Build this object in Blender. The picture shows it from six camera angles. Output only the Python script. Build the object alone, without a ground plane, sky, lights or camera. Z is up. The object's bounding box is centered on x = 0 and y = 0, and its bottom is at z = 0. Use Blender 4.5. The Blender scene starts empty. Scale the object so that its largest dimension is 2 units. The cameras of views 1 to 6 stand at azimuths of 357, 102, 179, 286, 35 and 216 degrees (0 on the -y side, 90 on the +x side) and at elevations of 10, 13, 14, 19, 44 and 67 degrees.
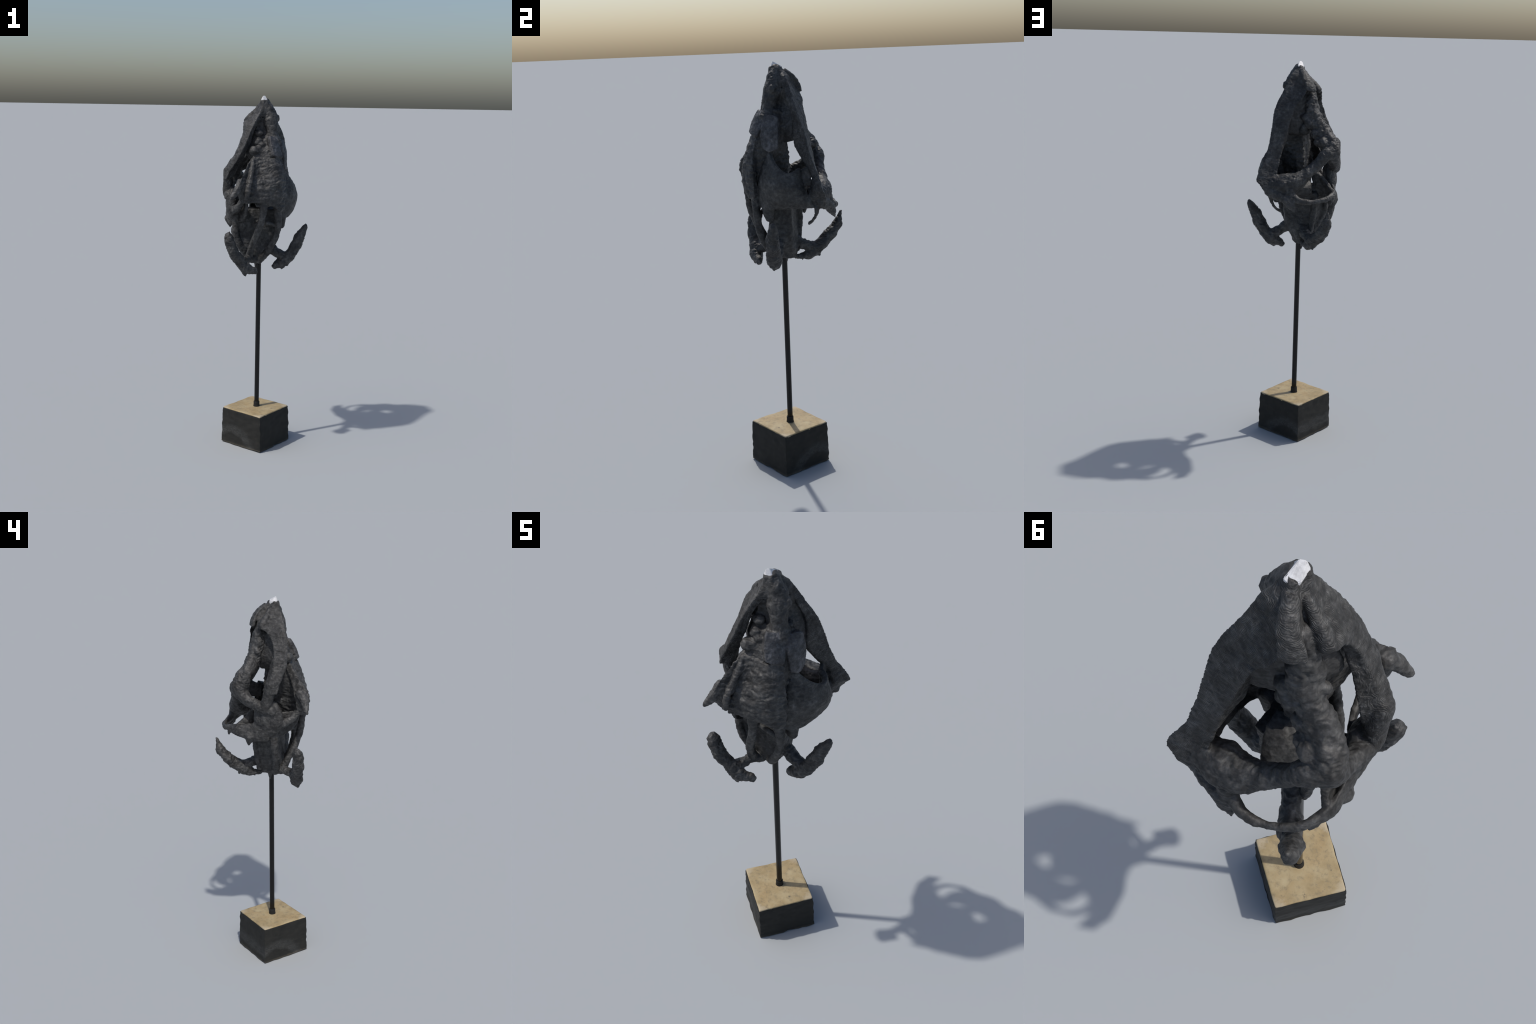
# A dark, weathered skull-like carving standing tip-up on a thin rod over a small block.
import bpy, bmesh, math, random
import numpy as np
from mathutils import Vector, noise, kdtree

random.seed(7)
noise.seed_set(7)
V = lambda p: np.array(p, float)

# ------------------------------------------------------------------ primitives
PRIMS = []          # (label, verts, faces) : closed solids that are fused into the skull


def spline(P, n):
    """Catmull-Rom through the rows of P, n samples per span."""
    P = np.array(P, float)
    if len(P) < 3:
        t = np.linspace(0, 1, n + 1)[:, None]
        return P[0] * (1 - t) + P[-1] * t
    Q = np.vstack([2 * P[0] - P[1], P, 2 * P[-1] - P[-2]])
    out = []
    for i in range(1, len(Q) - 2):
        a, b, c, d = Q[i - 1], Q[i], Q[i + 1], Q[i + 2]
        for k in range(n):
            t = k / n
            out.append(.5 * (2 * b + (c - a) * t + (2 * a - 5 * b + 4 * c - d) * t * t
                             + (3 * b - a - 3 * c + d) * t ** 3))
    out.append(P[-1])
    return np.array(out)


def closed_rings(label, rings):
    n = len(rings[0])
    verts = [p for r in rings for p in r]
    faces = []
    for i in range(len(rings) - 1):
        for j in range(n):
            k = (j + 1) % n
            faces.append((i * n + j, i * n + k, (i + 1) * n + k, (i + 1) * n + j))
    c0 = len(verts)
    verts.append(np.mean(rings[0], axis=0))
    verts.append(np.mean(rings[-1], axis=0))
    m = (len(rings) - 1) * n
    for j in range(n):
        k = (j + 1) % n
        faces.append((k, j, c0))
        faces.append((m + j, m + k, c0 + 1))
    PRIMS.append((label, np.array(verts), faces))


def tube(label, pts, w=None, seg=14, round_ends=True):
    """Limb along a spine. point = (x,y,z,r) or (x,y,z,half_width,half_thickness) with width direction w."""
    P = np.array([(list(p) + [p[3]])[:5] for p in pts], float)
    S = spline(P, 6)
    S[:, 3:] = np.maximum(S[:, 3:], .003)
    T = np.gradient(S[:, :3], axis=0)
    T /= np.linalg.norm(T, axis=1)[:, None] + 1e-9
    ref = V(w) if w is not None else V((.31, .22, .93) if abs(T[0][2]) < .8 else (.83, .5, .1))
    rings = []
    ang = np.linspace(0, 2 * math.pi, seg, endpoint=False)

    def ring(c, t, a, b):
        u = ref - t * (ref @ t)
        u /= np.linalg.norm(u) + 1e-9
        v = np.cross(t, u)
        return np.array([c + u * a * math.cos(q) + v * b * math.sin(q) for q in ang])
    if round_ends:
        for k in (.95, .75, .4):
            s = math.sqrt(1 - k * k)
            rings.append(ring(S[0, :3] - T[0] * S[0, 4] * k, T[0], S[0, 3] * s, S[0, 4] * s))
    for s, t in zip(S, T):
        rings.append(ring(s[:3], t, s[3], s[4]))
    if round_ends:
        for k in (.4, .75, .95):
            s = math.sqrt(1 - k * k)
            rings.append(ring(S[-1, :3] + T[-1] * S[-1, 4] * k, T[-1], S[-1, 3] * s, S[-1, 4] * s))
    closed_rings(label, rings)


def loft(label, sections):
    """Solid through horizontal sections: (z, [(x,y),...]) with equal corner counts."""
    k = len(sections[0][1])
    P = np.array([[(x, y, z) for x, y in cs] for z, cs in sections]).reshape(len(sections), -1)
    S = spline(P, 5).reshape(-1, k, 3)
    rings = []
    for r in S:
        ring = []
        for j in range(k):
            a, b = r[j], r[(j + 1) % k]
            for t in (0, .25, .5, .75):
                ring.append(a * (1 - t) + b * t)
        rings.append(np.array(ring))
    closed_rings(label, rings)


def sheet(label, rows, th, n=5):
    """Bowed plate through a grid of points, of thickness th."""
    G = np.array(rows, float)
    m, k = G.shape[:2]
    A = spline(G.reshape(m, -1), n).reshape(-1, k, 3)
    A = spline(A.transpose(1, 0, 2).reshape(k, -1), n).reshape(-1, A.shape[0], 3).transpose(1, 0, 2)
    du, dv = np.gradient(A, axis=0), np.gradient(A, axis=1)
    N = np.cross(du, dv)
    N /= np.linalg.norm(N, axis=2)[:, :, None] + 1e-9
    M, K = A.shape[:2]
    top, bot = A + N * th / 2, A - N * th / 2
    verts = np.vstack([top.reshape(-1, 3), bot.reshape(-1, 3)])
    o = M * K
    faces = []
    for i in range(M - 1):
        for j in range(K - 1):
            a, b, c, d = i * K + j, i * K + j + 1, (i + 1) * K + j + 1, (i + 1) * K + j
            faces.append((a, b, c, d))
            faces.append((o + d, o + c, o + b, o + a))
    rim = [j for j in range(K)] + [i * K + K - 1 for i in range(1, M)] \
        + [(M - 1) * K + j for j in range(K - 2, -1, -1)] + [i * K for i in range(M - 2, 0, -1)]
    for a, b in zip(rim, rim[1:] + rim[:1]):
        faces.append((b, a, o + a, o + b))
    PRIMS.append((label, verts, faces))


def blob(label, c, r, tilt=0.0):
    bm = bmesh.new()
    bmesh.ops.create_icosphere(bm, subdivisions=3, radius=1)
    r = (r, r, r) if isinstance(r, float) else r
    ct, st = math.cos(tilt), math.sin(tilt)
    vs = []
    for v in bm.verts:
        x, y, z = v.co.x * r[0], v.co.y * r[1], v.co.z * r[2]
        vs.append((c[0] + ct * x - st * y, c[1] + st * x + ct * y, c[2] + z))
    fs = [tuple(v.index for v in f.verts) for f in bm.faces]
    bm.free()
    PRIMS.append((label, np.array(vs), fs))


# ------------------------------------------------------------------ the skull, part by part
def build_primitives():
    # --- hood: solid tip, then two diverging arms
    loft('beak', [
        (1.978, [(.0, -.004), (-.018, .004), (-.03, -.008), (-.028, -.02), (-.034, -.03), (-.02, -.054), (.002, -.048)]),
        (1.965, [(.004, .0), (-.018, .01), (-.034, .0), (-.03, -.018), (-.04, -.035), (-.025, -.06), (.006, -.05)]),
        (1.935, [(.03, .026), (-.03, .04), (-.05, .024), (-.04, .0), (-.053, -.014), (-.033, -.064), (.012, -.053)]),
        (1.905, [(.043, .041), (-.038, .058), (-.064, .04), (-.046, .004), (-.078, -.006), (-.045, -.08), (.02, -.05)]),
        (1.885, [(.052, .05), (-.046, .068), (-.076, .048), (-.054, .01), (-.086, .004), (-.052, -.086), (.02, -.04)])])
    # raised central band of the hood
    sheet('ridge', [[(-.014, .01, 1.956), (-.026, .014, 1.96), (-.037, .004, 1.956)],
                    [(-.025, .056, 1.926), (-.045, .056, 1.924), (-.064, .042, 1.916)],
                    [(-.042, .078, 1.884), (-.067, .073, 1.881), (-.09, .055, 1.873)],
                    [(-.046, .084, 1.86), (-.071, .079, 1.856), (-.094, .058, 1.852)]], .017)
    # swollen lobe beside it
    tube('beak', [(-.046, -.01, 1.935, .01), (-.066, -.006, 1.912, .014), (-.09, .004, 1.882, .019), (-.108, .012, 1.862, .019)])
    # wide arm ( F outer front edge, N inner, B back edge )
    loft('arm_wide', [
        (1.895, [(.048, .046), (.03, .01), (-.03, .03), (-.044, .063)]),
        (1.86, [(.065, .06), (.052, .03), (-.03, .055), (-.05, .079)]),
        (1.83, [(.082, .068), (.062, .034), (-.01, .07), (-.038, .096)]),
        (1.785, [(.103, .086), (.075, .052), (.015, .08), (-.001, .107)]),
        (1.737, [(.117, .105), (.08, .062), (.025, .085), (.02, .119)]),
        (1.68, [(.122, .126), (.08, .064), (.03, .082), (.038, .133)]),
        (1.623, [(.132, .141), (.08, .07), (.04, .09), (.057, .146)]),
        (1.56, [(.144, .16), (.1, .104), (.066, .118), (.071, .158)]),
        (1.50, [(.162, .188), (.124, .148), (.095, .148), (.08, .172)]),
        (1.433, [(.197, .213), (.145, .158), (.105, .155), (.092, .192)]),
        (1.408, [(.18, .221), (.14, .15), (.1, .15), (.088, .2)]),
        (1.38, [(.16, .224), (.132, .145), (.1, .145), (.085, .208)]),
        (1.335, [(.125, .212), (.118, .16), (.1, .16), (.09, .205)])])
    # narrow arm
    loft('arm_narrow', [
        (1.895, [(-.05, -.082), (-.02, -.06), (-.05, .0), (-.08, .0), (-.078, -.035)]),
        (1.875, [(-.06, -.092), (-.034, -.065), (-.07, -.002), (-.1, .008), (-.1, -.033)]),
        (1.853, [(-.07, -.1), (-.048, -.07), (-.09, -.005), (-.128, .018), (-.126, -.03)]),
        (1.83, [(-.082, -.108), (-.06, -.078), (-.1, -.025), (-.131, -.022), (-.122, -.07)]),
        (1.785, [(-.102, -.12), (-.078, -.085), (-.108, -.04), (-.137, -.05), (-.13, -.09)]),
        (1.737, [(-.121, -.128), (-.095, -.088), (-.122, -.045), (-.154, -.063), (-.148, -.1)]),
        (1.69, [(-.145, -.13), (-.115, -.086), (-.14, -.042), (-.173, -.066), (-.17, -.104)]),
        (1.64, [(-.17, -.124), (-.138, -.08), (-.158, -.035), (-.197, -.064), (-.196, -.1)]),
        (1.59, [(-.203, -.108), (-.165, -.07), (-.175, -.025), (-.222, -.05), (-.224, -.09)]),
        (1.54, [(-.226, -.098), (-.19, -.07), (-.188, -.025), (-.23, -.04), (-.236, -.078)])])
    tube('arm_narrow', [(-.21, -.066, 1.585, .03), (-.212, -.05, 1.53, .028), (-.213, -.035, 1.47, .03)])
    # --- snout inside the hood
    tube('snout', [(-.008, -.022, 1.965, .024), (.004, -.026, 1.93, .032), (.014, -.03, 1.895, .04),
                   (.018, -.034, 1.862, .046), (.028, -.048, 1.825, .034), (.03, -.052, 1.79, .034),
                   (.034, -.056, 1.75, .045)])
    blob('snout', (.05, -.028, 1.876), (.021, .021, .022))
    blob('snout', (.034, -.055, 1.853), (.014, .014, .018))
    # --- median mass that ties snout, hood and column together
    loft('septum', [
        (1.88, [(.04, .02), (.0, .045), (-.045, .04), (-.05, .01), (-.065, -.04), (-.04, -.065), (.01, -.05), (.035, -.01)]),
        (1.82, [(.055, .062), (.01, .066), (-.05, .05), (-.08, .02), (-.09, -.04), (-.06, -.06), (.0, -.04), (.03, .015)]),
        (1.75, [(.066, .072), (.025, .078), (-.04, .055), (-.08, .03), (-.105, -.045), (-.075, -.065), (.02, -.06), (.05, .015)]),
        (1.69, [(.072, .074), (.035, .084), (-.04, .055), (-.08, .035), (-.118, -.05), (-.085, -.085), (.02, -.07), (.06, .01)]),
        (1.65, [(.07, .07), (.035, .068), (-.04, .05), (-.07, .035), (-.09, -.03), (-.07, -.07), (.02, -.07), (.05, .015)]),
        (1.632, [(.04, .03), (.02, .035), (-.035, .04), (-.06, .03), (-.06, -.02), (-.05, -.06), (.02, -.06), (.03, .01)])])
    for c, r in [((-.045, .066, 1.725), (.024, .02, .02)), ((-.04, .06, 1.665), (.02, .02, .03))]:
        blob('septum', c, r)
    # --- palate body
    loft('palate', [
        (1.785, [(-.04, -.06), (.0, -.074), (.04, -.055), (.06, -.02), (.04, .01), (-.01, -.01)]),
        (1.75, [(-.05, -.085), (.0, -.1), (.048, -.07), (.075, -.015), (.05, .018), (-.02, .0)]),
        (1.70, [(-.07, -.118), (.0, -.118), (.064, -.098), (.09, -.016), (.06, .018), (-.03, .01)]),
        (1.65, [(-.085, -.135), (.01, -.14), (.072, -.106), (.09, -.018), (.035, .018), (-.035, .015)]),
        (1.60, [(-.09, -.15), (.014, -.154), (.074, -.112), (.085, -.03), (.0, .02), (-.04, .02)]),
        (1.55, [(-.09, -.162), (.02, -.168), (.076, -.12), (.075, -.06), (-.004, .022), (-.045, .022)]),
        (1.47, [(-.08, -.175), (.024, -.176), (.078, -.128), (.06, -.08), (-.012, .02), (-.05, .02)]),
        (1.40, [(-.06, -.185), (.022, -.174), (.072, -.134), (.05, -.1), (-.02, -.02), (-.05, -.03)])])
    sheet('palate', [[(-.075, -.125, 1.665), (-.03, -.12, 1.66), (.016, -.13, 1.66), (.045, -.12, 1.66), (.072, -.098, 1.655)],
                     [(-.082, -.155, 1.58), (-.042, -.146, 1.58), (.02, -.16, 1.58), (.058, -.149, 1.58), (.088, -.114, 1.58)],
                     [(-.095, -.19, 1.51), (-.05, -.182, 1.51), (.022, -.178, 1.51), (.062, -.163, 1.51), (.094, -.118, 1.51)],
                     [(-.112, -.2, 1.455), (-.025, -.19, 1.455), (.03, -.179, 1.455), (.063, -.162, 1.455), (.093, -.118, 1.45)],
                     [(-.115, -.198, 1.42), (-.028, -.188, 1.425), (.03, -.168, 1.4), (.058, -.15, 1.38), (.084, -.118, 1.365)]], .028)
    tube('palate', [(-.077, -.138, 1.65, .011), (-.09, -.182, 1.575, .014), (-.102, -.222, 1.515, .014), (-.118, -.216, 1.45, .014)])
    for c, r in [((-.046, -.068, 1.795), (.024, .02, .021)), ((-.05, -.08, 1.752), (.026, .024, .024)),
                 ((-.03, -.09, 1.733), (.022, .026, .02)), ((-.07, -.11, 1.7), (.028, .03, .027)), ((-.052, -.1, 1.705), (.03, .026, .024))]:
        blob('palate', c, r)
    # two grinding plates on the palate
    sheet('tooth', [[(.0, -.092, 1.774), (.026, -.078, 1.77), (.048, -.056, 1.758)],
                    [(.008, -.12, 1.725), (.036, -.102, 1.719), (.058, -.071, 1.704)],
                    [(.021, -.138, 1.674), (.046, -.12, 1.664), (.073, -.095, 1.655)]], .044)
    sheet('tooth2', [[(.056, -.05, 1.752), (.073, -.02, 1.756), (.082, .004, 1.745)],
                     [(.072, -.074, 1.69), (.09, -.034, 1.69), (.095, .004, 1.685)],
                     [(.08, -.072, 1.61), (.094, -.038, 1.595), (.09, -.006, 1.612)]], .042)
    # --- side wing ending in a spike
    loft('wing', [
        (1.665, [(-.07, -.12), (-.085, -.138), (-.075, -.1)]),
        (1.62, [(-.08, -.142), (-.115, -.172), (-.095, -.12)]),
        (1.575, [(-.088, -.165), (-.138, -.21), (-.118, -.145)]),
        (1.52, [(-.098, -.2), (-.158, -.238), (-.142, -.165)]),
        (1.47, [(-.108, -.205), (-.165, -.23), (-.152, -.172)]),
        (1.42, [(-.11, -.196), (-.145, -.208), (-.142, -.178)])])
    tube('wing', [(-.145, -.2, 1.53, .025), (-.166, -.226, 1.495, .02), (-.185, -.236, 1.465, .014), (-.199, -.244, 1.449, .009)])
    tube('wing', [(-.17, -.11, 1.375, .022), (-.155, -.155, 1.4, .018), (-.14, -.18, 1.43, .018)])
    # --- broad shield on the other side, curling inwards before it reaches the wide arm
    sheet('shield', [
        [(.05, -.03, 1.6), (.092, -.04, 1.595), (.134, -.008, 1.54), (.154, .03, 1.51), (.158, .055, 1.502), (.148, .08, 1.512), (.125, .095, 1.52)],
        [(.055, -.09, 1.48), (.086, -.085, 1.48), (.136, -.047, 1.465), (.166, .01, 1.45), (.175, .055, 1.44), (.163, .09, 1.44), (.13, .11, 1.44)],
        [(.05, -.1, 1.4), (.08, -.095, 1.4), (.125, -.055, 1.385), (.152, .0, 1.378), (.16, .055, 1.375), (.152, .105, 1.375), (.13, .15, 1.37)],
        [(.05, -.09, 1.335), (.075, -.09, 1.335), (.108, -.055, 1.33), (.126, -.012, 1.337), (.132, .06, 1.34), (.13, .12, 1.342), (.118, .165, 1.342)]], .022)
    sheet('shield', [[(.135, .085, 1.51), (.115, .11, 1.515), (.105, .135, 1.53)],
                     [(.135, .085, 1.485), (.115, .115, 1.485), (.108, .145, 1.5)],
                     [(.138, .088, 1.44), (.118, .118, 1.435), (.112, .15, 1.44)]], .016)
    tube('shield', [(.085, -.06, 1.35, .032), (.084, -.06, 1.31, .028), (.086, -.056, 1.285, .02)])
    tube('shield', [(.12, .175, 1.34, .012), (.112, .168, 1.305, .008), (.094, .15, 1.275, .007), (.066, .128, 1.255, .008)])
    # --- knobbly column behind
    tube('column', [(-.062, .026, 1.868, .026), (-.07, .028, 1.84, .028), (-.076, .036, 1.79, .036), (-.08, .044, 1.745, .038),
                    (-.098, .054, 1.705, .036), (-.125, .066, 1.668, .036), (-.15, .08, 1.635, .038),
                    (-.172, .097, 1.6, .042), (-.182, .112, 1.555, .042)])
    for c, r in [((-.118, .066, 1.708), .014), ((-.115, .032, 1.728), .018), ((-.068, .072, 1.7), (.026, .024, .026)), ((-.1, .086, 1.648), (.024, .022, .024)),
                 ((-.118, .1, 1.607), (.028, .026, .024)), ((-.14, .11, 1.605), .03), ((-.19, .088, 1.61), .022)]:
        blob('column', c, r)
    # --- ring : cheek bar to the wide arm, rear ring to the narrow arm
    tube('cheek_bar', [(-.175, .12, 1.565, .036), (-.148, .144, 1.545, .032), (-.115, .15, 1.506, .026), (-.075, .16, 1.469, .028),
                       (-.036, .17, 1.437, .036), (.0, .178, 1.415, .047), (.05, .178, 1.4, .056), (.1, .174, 1.4, .048)])
    tube('cheek_bar', [(.13, .195, 1.37, .022), (.085, .21, 1.352, .026), (.045, .222, 1.33, .022), (.015, .234, 1.295, .013), (.002, .24, 1.275, .005)])
    tube('cheek_bar', [(.03, .2, 1.375, .035), (.018, .222, 1.33, .02), (.004, .236, 1.285, .008)])
    tube('ring', [(-.187, .11, 1.54, .035), (-.2, .065, 1.5, .029), (-.206, .025, 1.48, .028), (-.21, -.015, 1.465, .029),
                  (-.206, -.06, 1.45, .028)])
    blob('ring', (-.186, -.04, 1.405), (.036, .078, .1))
    # --- thin dome inside the ring
    sheet('dome', [[(.02, .0, 1.43), (-.03, .0, 1.43), (-.08, -.02, 1.42)],
                   [(.02, .05, 1.415), (-.02, .06, 1.415), (-.085, .045, 1.4)],
                   [(.0, .095, 1.37), (-.02, .11, 1.368), (-.085, .08, 1.36)],
                   [(.01, .06, 1.33), (-.02, .06, 1.32), (-.1, .05, 1.33)]], .016)
    # --- hoop at the back and the plate it springs from
    tube('hoop', [(-.193, -.03, 1.34, .058, .02), (-.201, .05, 1.33, .048, .014), (-.202, .12, 1.337, .03, .014),
                  (-.178, .176, 1.34, .018, .013), (-.149, .202, 1.332, .012, .011), (-.116, .221, 1.327, .011, .011),
                  (-.084, .23, 1.324, .011, .011), (-.051, .234, 1.325, .012, .012), (-.018, .23, 1.33, .016, .014),
                  (.02, .213, 1.35, .024, .02)], w=(0, 0, 1))
    tube('hoop', [(-.199, .055, 1.31, .03), (-.196, .06, 1.275, .014), (-.196, .061, 1.258, .005)])
    tube('hoop', [(-.19, .165, 1.335, .014), (-.183, .172, 1.312, .006), (-.181, .174, 1.304, .003)])
    sheet('hoop', [[(-.09, .03, 1.45), (-.13, .052, 1.438), (-.165, .09, 1.4), (-.198, .13, 1.36)],
                   [(-.1, .03, 1.36), (-.14, .04, 1.36), (-.175, .065, 1.345), (-.196, .1, 1.325)],
                   [(-.1, .0, 1.3), (-.14, .0, 1.3), (-.18, .02, 1.3), (-.194, .05, 1.3)]], .018)
    # --- basket: tapering core around the rod, sunken between its ribs
    Z = [1.375, 1.29, 1.23, 1.18, 1.12, 1.066]
    R = [[(-.15, -.06), (-.14, -.02), (-.115, .04), (-.03, .06), (.06, .045), (.06, .0), (.06, -.07), (-.03, -.05)],
         [(-.166, -.07), (-.13, -.02), (-.116, .046), (-.03, .04), (.055, .042), (.05, .0), (.058, -.07), (-.04, -.07)],
         [(-.165, -.065), (-.125, -.025), (-.108, .046), (-.03, .04), (.046, .042), (.045, .0), (.05, -.07), (-.05, -.07)],
         [(-.15, -.07), (-.11, -.03), (-.097, .048), (-.03, .05), (.036, .04), (.045, .0), (.036, -.07), (-.05, -.07)],
         [(-.11, -.07), (-.09, -.025), (-.082, .042), (-.03, .054), (.01, .034), (.018, -.01), (.0, -.075), (-.05, -.075)],
         [(-.08, -.045), (-.075, -.02), (-.064, .03), (-.04, .04), (-.016, .022), (-.008, -.01), (-.027, -.042), (-.05, -.05)]]
    loft('basket', [(z, r) for z, r in zip(Z, R)])
    tube('basket', [(-.168, -.06, 1.38, .028), (-.168, -.066, 1.27, .02), (-.153, -.072, 1.19, .02), (-.114, -.064, 1.13, .02),
                    (-.09, -.05, 1.085, .02)])
    tube('basket', [(-.11, .05, 1.33, .016), (-.1, .05, 1.2, .016), (-.08, .04, 1.1, .016)])
    tube('rib', [(-.018, -.176, 1.44, .022), (-.025, -.175, 1.34, .019), (-.052, -.158, 1.25, .018), (-.08, -.125, 1.17, .017),
                 (-.09, -.095, 1.115, .02)])
    sheet('rib', [[(-.112, -.185, 1.43), (-.122, -.13, 1.43), (-.14, -.07, 1.42)],
                  [(-.112, -.175, 1.37), (-.122, -.125, 1.36), (-.14, -.07, 1.36)],
                  [(-.118, -.14, 1.33), (-.125, -.11, 1.31), (-.145, -.07, 1.3)]], .014)
    tube('rib', [(.058, -.125, 1.4, .024), (.068, -.12, 1.295, .019), (.046, -.112, 1.206, .018), (.004, -.088, 1.13, .019),
                 (-.03, -.05, 1.085, .02)])
    tube('rib', [(.066, -.11, 1.285, .012), (.03, -.11, 1.297, .011), (-.01, -.105, 1.3, .011), (-.06, -.08, 1.29, .012)])
    blob('basket', (-.04, -.008, 1.083), (.042, .046, .022))
    tube('basket', [(-.05, -.01, 1.08, .014), (-.047, -.012, 1.03, .006)])
    # --- three hooks
    tube('hook1', [(.23, -.01, 1.287, .004), (.219, -.016, 1.258, .021), (.186, -.025, 1.19, .03), (.15, -.03, 1.125, .031),
                   (.105, -.036, 1.075, .034), (.057, -.04, 1.052, .018)])
    tube('hook1', [(.02, -.02, 1.155, .028), (.06, -.026, 1.13, .024), (.11, -.03, 1.1, .03)])
    tube('hook2', [(-.205, -.194, 1.265, .005), (-.208, -.201, 1.238, .023), (-.19, -.2, 1.17, .029), (-.15, -.185, 1.105, .03),
                   (-.108, -.168, 1.055, .028), (-.055, -.147, 1.035, .012)])
    tube('hook2', [(-.07, -.06, 1.095, .024), (-.1, -.11, 1.1, .02), (-.128, -.165, 1.09, .026)])
    tube('hook3', [(-.164, .247, 1.27, .004), (-.161, .232, 1.22, .021), (-.145, .2, 1.168, .028), (-.11, .152, 1.117, .032),
                   (-.085, .11, 1.085, .031), (-.07, .07, 1.065, .016), (-.055, .04, 1.068, .012)])
    tube('hook3', [(-.05, .045, 1.15, .024), (-.07, .09, 1.12, .026), (-.1, .14, 1.1, .028)])
    # jagged spurs along the outer edges of the hooks
    for lab, p, q, r in [('hook1', (.19, -.03, 1.185), (.224, -.034, 1.207), .02), ('hook1', (.11, -.04, 1.06), (.094, -.046, 1.028), .018),
                         ('hook2', (-.205, -.205, 1.215), (-.229, -.217, 1.236), .014), ('hook2', (-.13, -.175, 1.065), (-.112, -.18, 1.012), .018),
                         ('hook3', (-.15, .21, 1.18), (-.159, .23, 1.158), .013), ('hook3', (-.1, .135, 1.09), (-.098, .148, 1.064), .018),
                         ('hook3', (-.07, .065, 1.07), (-.068, .068, 1.045), .013)]:
        p, q = V(p), V(q)
        tube(lab, [(*p, r), (*((p + q) / 2), r * .7), (*q, r * .2)])


PART = {  # label -> (object name, material key, lump amplitude, fine amplitude)
    'beak': ('beak', 'hood', .0025, .0010), 'ridge': ('beak_ridge', 'hood', .0020, .0010),
    'arm_wide': ('jaw_arm', 'hood_wide', .0030, .0012), 'arm_narrow': ('jaw_arm', 'hood_narrow', .0030, .0012),
    'snout': ('snout', 'bone', .0050, .0010), 'palate': ('palate', 'bone', .0045, .0012),
    'tooth': ('molar_tooth', 'tooth', .0030, .0008), 'tooth2': ('molar_tooth', 'tooth', .0030, .0008),
    'wing': ('wing_process', 'bone', .0050, .0012), 'shield': ('cheek_shield', 'bone', .0020, .0010),
    'column': ('braincase', 'bone', .0085, .0015), 'cheek_bar': ('cheek_arch', 'bone', .0050, .0015),
    'ring': ('jaw_joint', 'bone', .0055, .0012), 'hoop': ('bone_hoop', 'bone', .0040, .0012),
    'basket': ('neck_basket', 'bone', .0040, .0010), 'rib': ('neck_rib', 'bone', .0035, .0010),
    'septum': ('septum', 'bone', .0035, .0010), 'dome': ('braincase_dome', 'bone', .0030, .0010),
    'hook1': ('hook', 'bone', .0080, .0015), 'hook2': ('hook', 'bone', .0080, .0015), 'hook3': ('hook', 'bone', .0075, .0015)}


# ------------------------------------------------------------------ materials
class NT:
    def __init__(self, name):
        self.m = bpy.data.materials.new(name)
        self.m.use_nodes = True
        self.t = self.m.node_tree
        self.b = self.t.nodes['Principled BSDF']
        self.co = self.n('ShaderNodeTexCoord').outputs['Object']

    def n(self, typ, **kw):
        nd = self.t.nodes.new(typ)
        for k, v in kw.items():
            setattr(nd, k, v)
        return nd

    def link(self, a, b):
        self.t.links.new(a, b)

    def noise(self, scale, detail=5, rough=.6, vec=None, dist=0.0):
        nd = self.n('ShaderNodeTexNoise')
        nd.inputs['Scale'].default_value = scale
        nd.inputs['Detail'].default_value = detail
        nd.inputs['Roughness'].default_value = rough
        nd.inputs['Distortion'].default_value = dist
        self.link(vec or self.co, nd.inputs['Vector'])
        return nd.outputs['Fac']

    def mapping(self, scale=(1, 1, 1), rot=(0, 0, 0)):
        nd = self.n('ShaderNodeMapping')
        nd.inputs['Scale'].default_value = scale
        nd.inputs['Rotation'].default_value = rot
        self.link(self.co, nd.inputs['Vector'])
        return nd.outputs['Vector']

    def ramp(self, fac, stops):
        nd = self.n('ShaderNodeValToRGB')
        e = nd.color_ramp.elements
        while len(e) < len(stops):
            e.new(.5)
        for el, (p, c) in zip(e, stops):
            el.position = p
            el.color = (c, c, c, 1) if isinstance(c, (int, float)) else (*c, 1)
        self.link(fac, nd.inputs['Fac'])
        return nd.outputs['Color']

    def math(self, op, a, b=None, c=None):
        nd = self.n('ShaderNodeMath', operation=op)
        for i, v in enumerate((a, b, c)):
            if v is None:
                continue
            if isinstance(v, (int, float)):
                nd.inputs[i].default_value = v
            else:
                self.link(v, nd.inputs[i])
        return nd.outputs[0]

    def mix(self, fac, a, b, mode='MIX'):
        nd = self.n('ShaderNodeMix', data_type='RGBA', blend_type=mode)
        for s, v in ((0, fac), (6, a), (7, b)):
            if isinstance(v, (int, float)):
                nd.inputs[s].default_value = v
            elif isinstance(v, tuple):
                nd.inputs[s].default_value = (*v, 1)
            else:
                self.link(v, nd.inputs[s])
        return nd.outputs[2]

    def bump(self, h, strength, dist, prev=None):
        nd = self.n('ShaderNodeBump')
        nd.inputs['Strength'].default_value = strength
        nd.inputs['Distance'].default_value = dist
        self.link(h, nd.inputs['Height'])
        if prev:
            self.link(prev, nd.inputs['Normal'])
        return nd.outputs['Normal']

    def dot(self, vec):
        nd = self.n('ShaderNodeVectorMath', operation='DOT_PRODUCT')
        nd.inputs[1].default_value = vec
        self.link(self.co, nd.inputs[0])
        return nd.outputs['Value']


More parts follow.
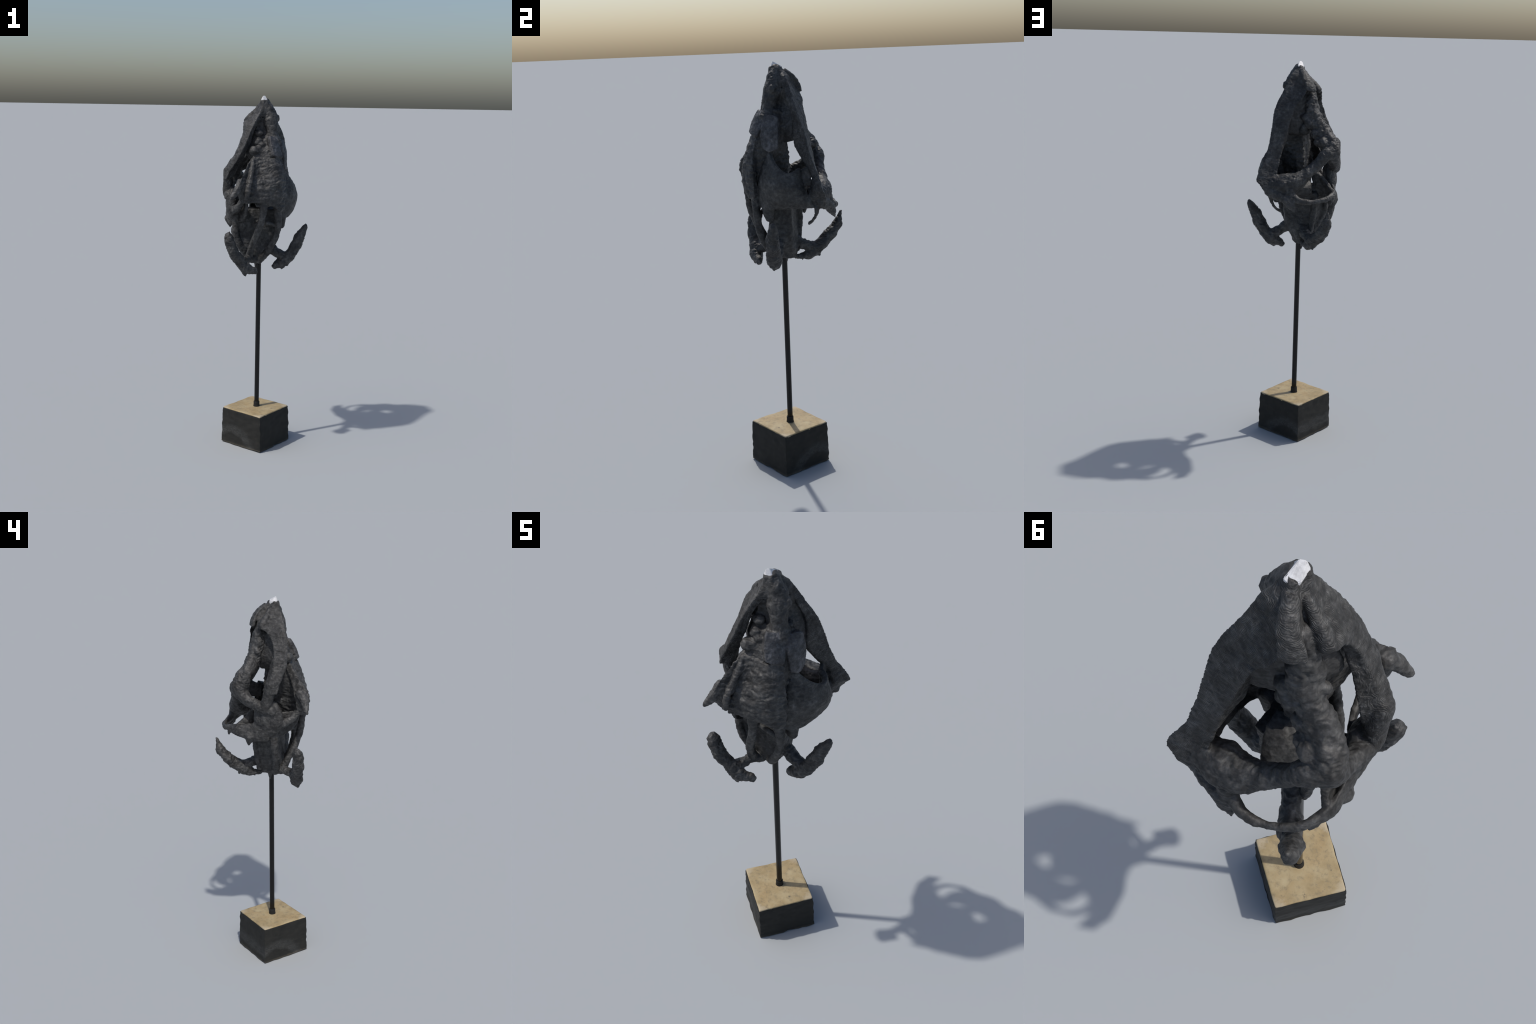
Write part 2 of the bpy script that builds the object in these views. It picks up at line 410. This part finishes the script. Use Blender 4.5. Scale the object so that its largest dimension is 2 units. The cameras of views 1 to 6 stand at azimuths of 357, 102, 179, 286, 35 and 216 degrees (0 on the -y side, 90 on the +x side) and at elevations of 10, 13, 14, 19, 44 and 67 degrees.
def bone_material(name, stripe=None, tone=(1.0, 1.0, 1.0)):
    t = NT(name)
    big = t.noise(15, 6, .62)
    mid = t.noise(60, 5, .65)
    fine = t.noise(320, 3, .6)
    c = t.ramp(big, [(.28, (.016, .016, .0162)), (.48, (.035, .035, .035)), (.62, (.052, .0518, .051)), (.78, (.084, .0835, .082))])
    c = t.mix(.7, c, t.ramp(mid, [(.3, (.4,) * 3), (.5, (1.0,) * 3), (.72, (1.9,) * 3)]), 'MULTIPLY')
    brown = t.ramp(t.noise(9, 3, .5), [(.54, 0.0), (.74, .3)])
    c = t.mix(brown, c, (.048, .043, .037))
    if tone != (1.0, 1.0, 1.0):
        c = t.mix(1.0, c, tone, 'MULTIPLY')
    nrm = t.bump(mid, .35, .004)
    nrm = t.bump(fine, .35, .0012, nrm)
    if stripe:
        # growth lines: fine wavering bands across the given direction
        d = t.dot(stripe)
        warp = t.math('MULTIPLY', t.noise(26, 3, .5), .022)
        ph = t.math('MULTIPLY', t.math('ADD', d, warp), 2100.0)
        line = t.math('MULTIPLY_ADD', t.math('SINE', ph), .5, .5)
        brk = t.ramp(t.noise(75, 4, .6), [(.35, .15), (.65, 1.0)])
        line = t.math('MULTIPLY', line, brk)
        c = t.mix(.8, c, t.ramp(line, [(0, (.6,) * 3), (1, (2.0,) * 3)]), 'MULTIPLY')
        nrm = t.bump(line, .6, .0016, nrm)
    else:
        v = t.mapping((90, 90, 420))
        lay = t.noise(1, 4, .6, v, .6)
        c = t.mix(.35, c, t.ramp(lay, [(.3, (.7,) * 3), (.7, (1.35,) * 3)]), 'MULTIPLY')
        nrm = t.bump(lay, .3, .0012, nrm)
    t.link(c, t.b.inputs['Base Color'])
    t.link(t.ramp(mid, [(.3, .62), (.7, .5)]), t.b.inputs['Roughness'])
    t.b.inputs['Specular IOR Level'].default_value = .35
    t.link(nrm, t.b.inputs['Normal'])
    return t.m


def simple(name, col, rough, spec=.5, bump=None):
    t = NT(name)
    c = t.mix(t.ramp(t.noise(70, 4), [(.35, 0.0), (.7, 1.0)]), tuple(x * .8 for x in col), tuple(x * 1.2 for x in col))
    t.link(c, t.b.inputs['Base Color'])
    t.b.inputs['Roughness'].default_value = rough
    t.b.inputs['Specular IOR Level'].default_value = spec
    if bump:
        t.link(t.bump(t.noise(bump[0], 4), bump[1], .003), t.b.inputs['Normal'])
    return t.m


def block_top_material():
    t = NT('worn_tan_paint')
    c = t.ramp(t.noise(16, 5, .6), [(.28, (.25, .187, .095)), (.5, (.335, .258, .14)), (.72, (.39, .32, .19))])
    c = t.mix(t.ramp(t.noise(9, 3), [(.5, 0.0), (.75, .5)]), c, (.36, .25, .12))
    grey = t.ramp(t.noise(38, 6, .7), [(.5, 0.0), (.7, .75)])
    c = t.mix(grey, c, (.175, .145, .095))
    # irregular dark nicks
    spots = t.n('ShaderNodeTexVoronoi')
    spots.inputs['Scale'].default_value = 26
    wv = t.n('ShaderNodeTexNoise')
    wv.inputs['Scale'].default_value = 90
    t.link(t.co, wv.inputs['Vector'])
    ad = t.n('ShaderNodeVectorMath', operation='MULTIPLY_ADD')
    ad.inputs[1].default_value = (.022, .022, .022)
    t.link(wv.outputs['Color'], ad.inputs[0])
    t.link(t.co, ad.inputs[2])
    t.link(ad.outputs[0], spots.inputs['Vector'])
    nick = t.math('MULTIPLY', t.ramp(spots.outputs['Distance'], [(.08, 1.0), (.2, 0.0)]), t.ramp(t.noise(20, 3), [(.42, 0.0), (.6, .85)]))
    c = t.mix(nick, c, (.10, .085, .065))
    # pale rubbed corners and rim
    o = t.n('ShaderNodeSeparateXYZ')
    t.link(t.co, o.inputs[0])
    u = t.math('ABSOLUTE', t.math('ADD', t.dot((.66, .75, 0)), .019 * .75 + .038 * .66))
    w = t.math('ABSOLUTE', t.math('ADD', t.dot((.75, -.66, 0)), .038 * .75 - .019 * .66))
    corner = t.math('ADD', t.math('MULTIPLY', t.math('MULTIPLY', u, w), 70.0), t.math('MULTIPLY', t.noise(55, 5, .7), .9))
    c = t.mix(t.ramp(t.math('MULTIPLY', corner, .5), [(.6, 0.0), (.72, .6)]), c, (.42, .36, .26))
    t.link(c, t.b.inputs['Base Color'])
    t.b.inputs['Roughness'].default_value = .6
    t.b.inputs['Specular IOR Level'].default_value = .3
    t.link(t.bump(t.noise(110, 5, .7), .25, .002), t.b.inputs['Normal'])
    return t.m


def block_side_material():
    t = NT('black_scuffed_paint')
    c = t.ramp(t.noise(22, 5, .65), [(.3, (.0115, .0115, .0105)), (.7, (.021, .0205, .018))])
    # arched pale scuff marks on the faces
    sep = t.n('ShaderNodeSeparateXYZ')
    t.link(t.co, sep.inputs[0])
    s = t.math('ADD', t.dot((.75, -.66, 0)), .075)
    r = t.math('SQRT', t.math('ADD', t.math('POWER', t.math('MULTIPLY', s, .9), 2.0),
                              t.math('POWER', t.math('ADD', sep.outputs['Z'], .03), 2.0)))
    r = t.math('ADD', r, t.math('MULTIPLY', t.noise(30, 4), .03))
    band = t.ramp(t.math('MULTIPLY', r, 5.0), [(.53, 0.0), (.6, 1.0), (.72, .9), (.86, 0.0)])
    scr = t.noise(1, 5, .7, t.mapping((60, 60, 140), (.5, .3, 0)), .8)
    scuff = t.math('MULTIPLY', band, t.ramp(scr, [(.35, .1), (.7, .9)]))
    c = t.mix(scuff, c, (.055, .056, .055))
    specks = t.n('ShaderNodeTexVoronoi')
    specks.inputs['Scale'].default_value = 70
    t.link(t.co, specks.inputs['Vector'])
    c = t.mix(t.ramp(specks.outputs['Distance'], [(.05, .7), (.1, 0.0)]), c, (.07, .066, .048))
    # paler tone along the bottom lip
    foot = t.ramp(t.math('ADD', sep.outputs['Z'], t.math('MULTIPLY', t.noise(40, 3), .012)), [(.009, 1.0), (.018, 0.0)])
    c = t.mix(t.math('MULTIPLY', foot, .45), c, (.10, .085, .06))
    t.link(c, t.b.inputs['Base Color'])
    t.b.inputs['Roughness'].default_value = .7
    t.b.inputs['Specular IOR Level'].default_value = .3
    t.link(t.bump(t.noise(70, 5, .7), .3, .003), t.b.inputs['Normal'])
    return t.m


# ------------------------------------------------------------------ fuse, roughen and split the skull
def fuse_skull(voxel=.0026):
    verts, faces, o = [], [], 0
    for _, vs, fs in PRIMS:
        verts += [tuple(v) for v in vs]
        faces += [tuple(i + o for i in f) for f in fs]
        o += len(vs)
    me = bpy.data.meshes.new('skull_source')
    me.from_pydata(verts, [], faces)
    bm = bmesh.new()
    bm.from_mesh(me)
    bmesh.ops.recalc_face_normals(bm, faces=bm.faces)
    bm.to_mesh(me)
    bm.free()
    ob = bpy.data.objects.new('skull_source', me)
    bpy.context.scene.collection.objects.link(ob)
    md = ob.modifiers.new('fuse', 'REMESH')
    md.mode = 'VOXEL'
    md.voxel_size = voxel
    dg = bpy.context.evaluated_depsgraph_get()
    ev = ob.evaluated_get(dg)
    res = bpy.data.meshes.new_from_object(ev)
    bpy.data.objects.remove(ob)
    return res


def skull_parts(parent, mats):
    me = fuse_skull()
    bm = bmesh.new()
    bm.from_mesh(me)
    # drop stray islands
    seen, keep = set(), []
    for v in bm.verts:
        if v in seen:
            continue
        stack, isl = [v], []
        seen.add(v)
        while stack:
            a = stack.pop()
            isl.append(a)
            for e in a.link_edges:
                b = e.other_vert(a)
                if b not in seen:
                    seen.add(b)
                    stack.append(b)
        keep.append(isl)
    big = max(len(i) for i in keep)
    for isl in keep:
        if len(isl) < big * .02:
            bmesh.ops.delete(bm, geom=isl, context='VERTS')
    bm.to_mesh(me)
    bm.free()

    nv = len(me.vertices)
    co = np.empty(nv * 3)
    me.vertices.foreach_get('co', co)
    co = co.reshape(-1, 3)
    ed = np.empty(len(me.edges) * 2, int)
    me.edges.foreach_get('vertices', ed)
    ed = ed.reshape(-1, 2)
    deg = np.bincount(ed.ravel(), minlength=nv)[:, None]

    def lap(x):
        s = np.zeros_like(x)
        np.add.at(s, ed[:, 0], x[ed[:, 1]])
        np.add.at(s, ed[:, 1], x[ed[:, 0]])
        return s / deg
    for _ in range(8):
        co = co + .5 * (lap(co) - co)

    # which primitive each vertex came from
    labels = sorted(PART)
    allv = np.vstack([p[1] for p in PRIMS])
    lab = np.concatenate([[labels.index(p[0])] * len(p[1]) for p in PRIMS])
    kd = kdtree.KDTree(len(allv))
    for i, p in enumerate(allv):
        kd.insert(p, i)
    kd.balance()
    vl = np.array([lab[kd.find(p)[1]] for p in co])
    amp = np.array([PART[labels[i]][2:] for i in vl])
    onehot = np.eye(len(labels))[vl]
    for _ in range(14):
        onehot = .5 * onehot + .5 * lap(onehot)      # soft borders, no specks
    vl = onehot.argmax(1)
    amp = onehot @ np.array([PART[l][2:] for l in labels])
    wrinkle = onehot @ np.array([{'palate': 1.1, 'shield': .5, 'beak': .7, 'ridge': 1.0}.get(l, 0.0) for l in labels])

    me.vertices.foreach_set('co', co.ravel())
    me.update()
    nr = np.empty(nv * 3)
    me.vertices.foreach_get('normal', nr)
    nr = nr.reshape(-1, 3)
    d = np.empty(nv)
    for i in range(nv):
        p = Vector(co[i])
        q = p + .012 * noise.noise_vector(p * 18)
        lump = noise.noise(q * 22) * .9 + noise.noise(q * 42 + Vector((3, 1, 7))) * .55
        cell = .5 - abs(noise.noise(q * 60 + Vector((9, 4, 2)))) * 1.6
        ridge = 1 - 2 * abs(noise.noise(Vector((p.x * 45, p.y * 45, p.z * 110))))
        wr = noise.noise(Vector((q.x * 22, q.y * 22, q.z * 75)))
        lump += wr * wrinkle[i]
        d[i] = amp[i, 0] * (lump + .45 * cell) + amp[i, 1] * ridge + .0006 * noise.noise(p * 230)
    co = co + nr * d[:, None]
    me.vertices.foreach_set('co', co.ravel())
    me.update()
    me.vertices.foreach_get('normal', nr.ravel())
    buf = np.empty(nv * 3)
    me.vertices.foreach_get('normal', buf)
    nr = buf.reshape(-1, 3)

    # split by region, border vertices coincide, whole-body normals kept
    polys = [tuple(p.vertices) for p in me.polygons]
    fl = np.array([np.bincount(vl[list(p)]).argmax() for p in polys])
    for li, label in enumerate(labels):
        idx = np.nonzero(fl == li)[0]
        if not len(idx):
            continue
        used = sorted({v for i in idx for v in polys[i]})
        mp = {v: k for k, v in enumerate(used)}
        name, mk = PART[label][:2]
        pm = bpy.data.meshes.new(name)
        pm.from_pydata([tuple(co[v]) for v in used], [], [tuple(mp[v] for v in polys[i]) for i in idx])
        pm.polygons.foreach_set('use_smooth', [True] * len(pm.polygons))
        pm.materials.append(mats[mk])
        pm.normals_split_custom_set_from_vertices([tuple(nr[v]) for v in used])
        ob = bpy.data.objects.new(name, pm)
        bpy.context.scene.collection.objects.link(ob)
        ob.parent = parent
    bpy.data.meshes.remove(me)


# ------------------------------------------------------------------ stand
def add_mesh(name, verts, faces, mat, parent, smooth=True):
    me = bpy.data.meshes.new(name)
    me.from_pydata([tuple(v) for v in verts], [], faces)
    if smooth:
        me.polygons.foreach_set('use_smooth', [True] * len(me.polygons))
    me.materials.append(mat)
    ob = bpy.data.objects.new(name, me)
    bpy.context.scene.collection.objects.link(ob)
    ob.parent = parent
    return ob


def lathe(name, profile, centre, mat, parent, seg=40):
    verts, faces = [], []
    for r, z in profile:
        for j in range(seg):
            a = 2 * math.pi * j / seg
            verts.append((centre[0] + r * math.cos(a), centre[1] + r * math.sin(a), z))
    n = len(profile)
    for i in range(n - 1):
        for j in range(seg):
            k = (j + 1) % seg
            faces.append((i * seg + j, i * seg + k, (i + 1) * seg + k, (i + 1) * seg + j))
    faces.append(tuple(range(seg))[::-1])
    faces.append(tuple((n - 1) * seg + j for j in range(seg)))
    ob = add_mesh(name, verts, faces, mat, parent)
    ob.data.set_sharp_from_angle(angle=math.radians(40))
    return ob


TOP = [(-.023, -.211), (.153, -.005), (-.05, .169), (-.228, -.026)]     # block corners, counter-clockwise
BOT = [(-.02, -.215), (.160, -.005), (-.051, .175), (-.234, -.027)]


def rounded_quad(q, r, n=14, k=6):
    """Outline of a quad with rounded corners, evenly subdivided sides."""
    q = [V(p) for p in q]
    out = []
    for i in range(4):
        a, b, c = q[i - 1], q[i], q[(i + 1) % 4]
        u, w = (a - b) / np.linalg.norm(a - b), (c - b) / np.linalg.norm(c - b)
        p0, p1 = b + u * r, b + w * r
        for s in range(k + 1):
            t = s / k
            out.append(p0 * (1 - t) ** 2 + 2 * b * t * (1 - t) + p1 * t * t)
        d = q[(i + 1) % 4]
        e = d + (b - d) / np.linalg.norm(b - d) * r
        for s in range(1, n):
            t = s / n
            out.append(p1 * (1 - t) + e * t)
    return np.array(out)


def wobble(p, amp, f):
    v = Vector(p)
    return V(p) + amp * V(noise.noise_vector(v * f))


def build_block(parent, m_side, m_top):
    cc = sum(V(p) for p in TOP) / 4
    rows = []
    zs = [0.001, .004, .008, .014] + list(np.linspace(.022, .196, 22)) + [.2, .2035]
    for z in zs:
        t = z / .208
        q = [cc + 1.014 * (V(b) * (1 - t) + V(a) * t - cc) for a, b in zip(TOP, BOT)]
        c = sum(q) / 4
        grow = 1.006 if z < .006 else (.992 if z > .2 else 1.0)
        q = [c + (p - c) * grow for p in q]
        o = rounded_quad(q, .004 if z < .19 else .007)
        rows.append([(x, y, z) for x, y in o])
    n = len(rows[0])
    verts = []
    for r in rows:
        for p in r:
            w = wobble(p, .0045, 45)
            w[2] = p[2] + (w[2] - p[2]) * (.3 if p[2] > .19 else 1)
            if p[2] < .006:
                w[2] = max(0.0, p[2] + .012 * max(0, noise.noise(Vector(p) * 14)))
            verts.append(w)
    faces = [(i * n + j, i * n + (j + 1) % n, (i + 1) * n + (j + 1) % n, (i + 1) * n + j)
             for i in range(len(rows) - 1) for j in range(n)]
    faces.append(tuple(range(n))[::-1])
    faces.append(tuple((len(rows) - 1) * n + j for j in range(n)))
    b = add_mesh('block_body', verts, faces, m_side, parent)
    b.data.set_sharp_from_angle(angle=math.radians(50))
    # tan top plate, slightly inset and proud, dished by wear
    c = sum(V(p) for p in TOP) / 4
    rows = []
    for s, z in [(.985, .2), (.985, .2055), (.975, .2083), (.955, .2093), (.9, .2095), (.75, .2092), (.55, .209), (.35, .209), (.15, .209)]:
        q = [c + (V(p) - c) * s * 1.012 for p in TOP]
        rows.append([(x, y, z) for x, y in rounded_quad(q, .008 * s)])
    verts = [wobble(p, .0018, 30) for r in rows for p in r]
    n = len(rows[0])
    faces = [(i * n + j, i * n + (j + 1) % n, (i + 1) * n + (j + 1) % n, (i + 1) * n + j)
             for i in range(len(rows) - 1) for j in range(n)]
    faces.append(tuple((len(rows) - 1) * n + j for j in range(n)))
    add_mesh('block_top', verts, faces, m_top, parent)


def build():
    root = bpy.data.objects.new('skull_on_stand', None)
    bpy.context.scene.collection.objects.link(root)
    root['label'] = 'charred dark skull standing upright on thin rod and block'
    root['category'] = 'skull sculpture'
    mats = {'bone': bone_material('charred_bone'),
            'tooth': bone_material('sky_tinted_tooth_plate', None, (1.35, 1.38, 1.5)),  # paler plate tone, plus bluish sky shade put into the colour
            'hood': bone_material('grained_bone_across', (-.25, .25, .93)),
            'hood_wide': bone_material('grained_bone_wide', (-.93, .15, -.33)),
            'hood_narrow': bone_material('grained_bone_narrow', (-.3, .9, .3))}
    build_primitives()
    skull_parts(root, mats)
    # pale chip at the very tip
    white = simple('pale_enamel', (.62, .62, .63), .45, .5, (90, .4))
    cap = [(-.026, -.042, 1.998), (-.014, -.036, 2.0), (-.004, .004, 1.979), (-.018, .006, 1.974), (-.034, -.012, 1.976),
           (-.034, -.044, 1.976), (.004, -.042, 1.972), (-.02, -.05, 1.974)]
    bm = bmesh.new()
    for p in cap + [(x, y, 1.958) for x, y in ((-.002, .0), (-.03, -.005), (-.03, -.042), (.0, -.04))]:
        bm.verts.new(p)
    bmesh.ops.convex_hull(bm, input=bm.verts)
    bmesh.ops.bevel(bm, geom=bm.edges[:], offset=.0015, segments=2, affect='EDGES')
    me = bpy.data.meshes.new('tip_chip')
    bm.to_mesh(me)
    bm.free()
    me.materials.append(white)
    ob = bpy.data.objects.new('tip_chip', me)
    bpy.context.scene.collection.objects.link(ob)
    ob.parent = root
    # rod, collar, block
    black = simple('black_lacquer', (.006, .006, .0062), .16, .3)
    rubber = simple('black_rubber', (.016, .016, .016), .6, .25, (120, .3))
    lathe('rod', [(.0134, .2), (.0134, .45), (.0134, .8), (.0134, 1.10)], (-.032, -.0155), black, root)
    lathe('collar', [(.0195, .2075), (.0182, .213), (.0172, .222), (.0172, .237), (.0162, .239), (.0128, .239), (.0128, .23)],
          (-.032, -.016), rubber, root)
    build_block(root, block_side_material(), block_top_material())


build()
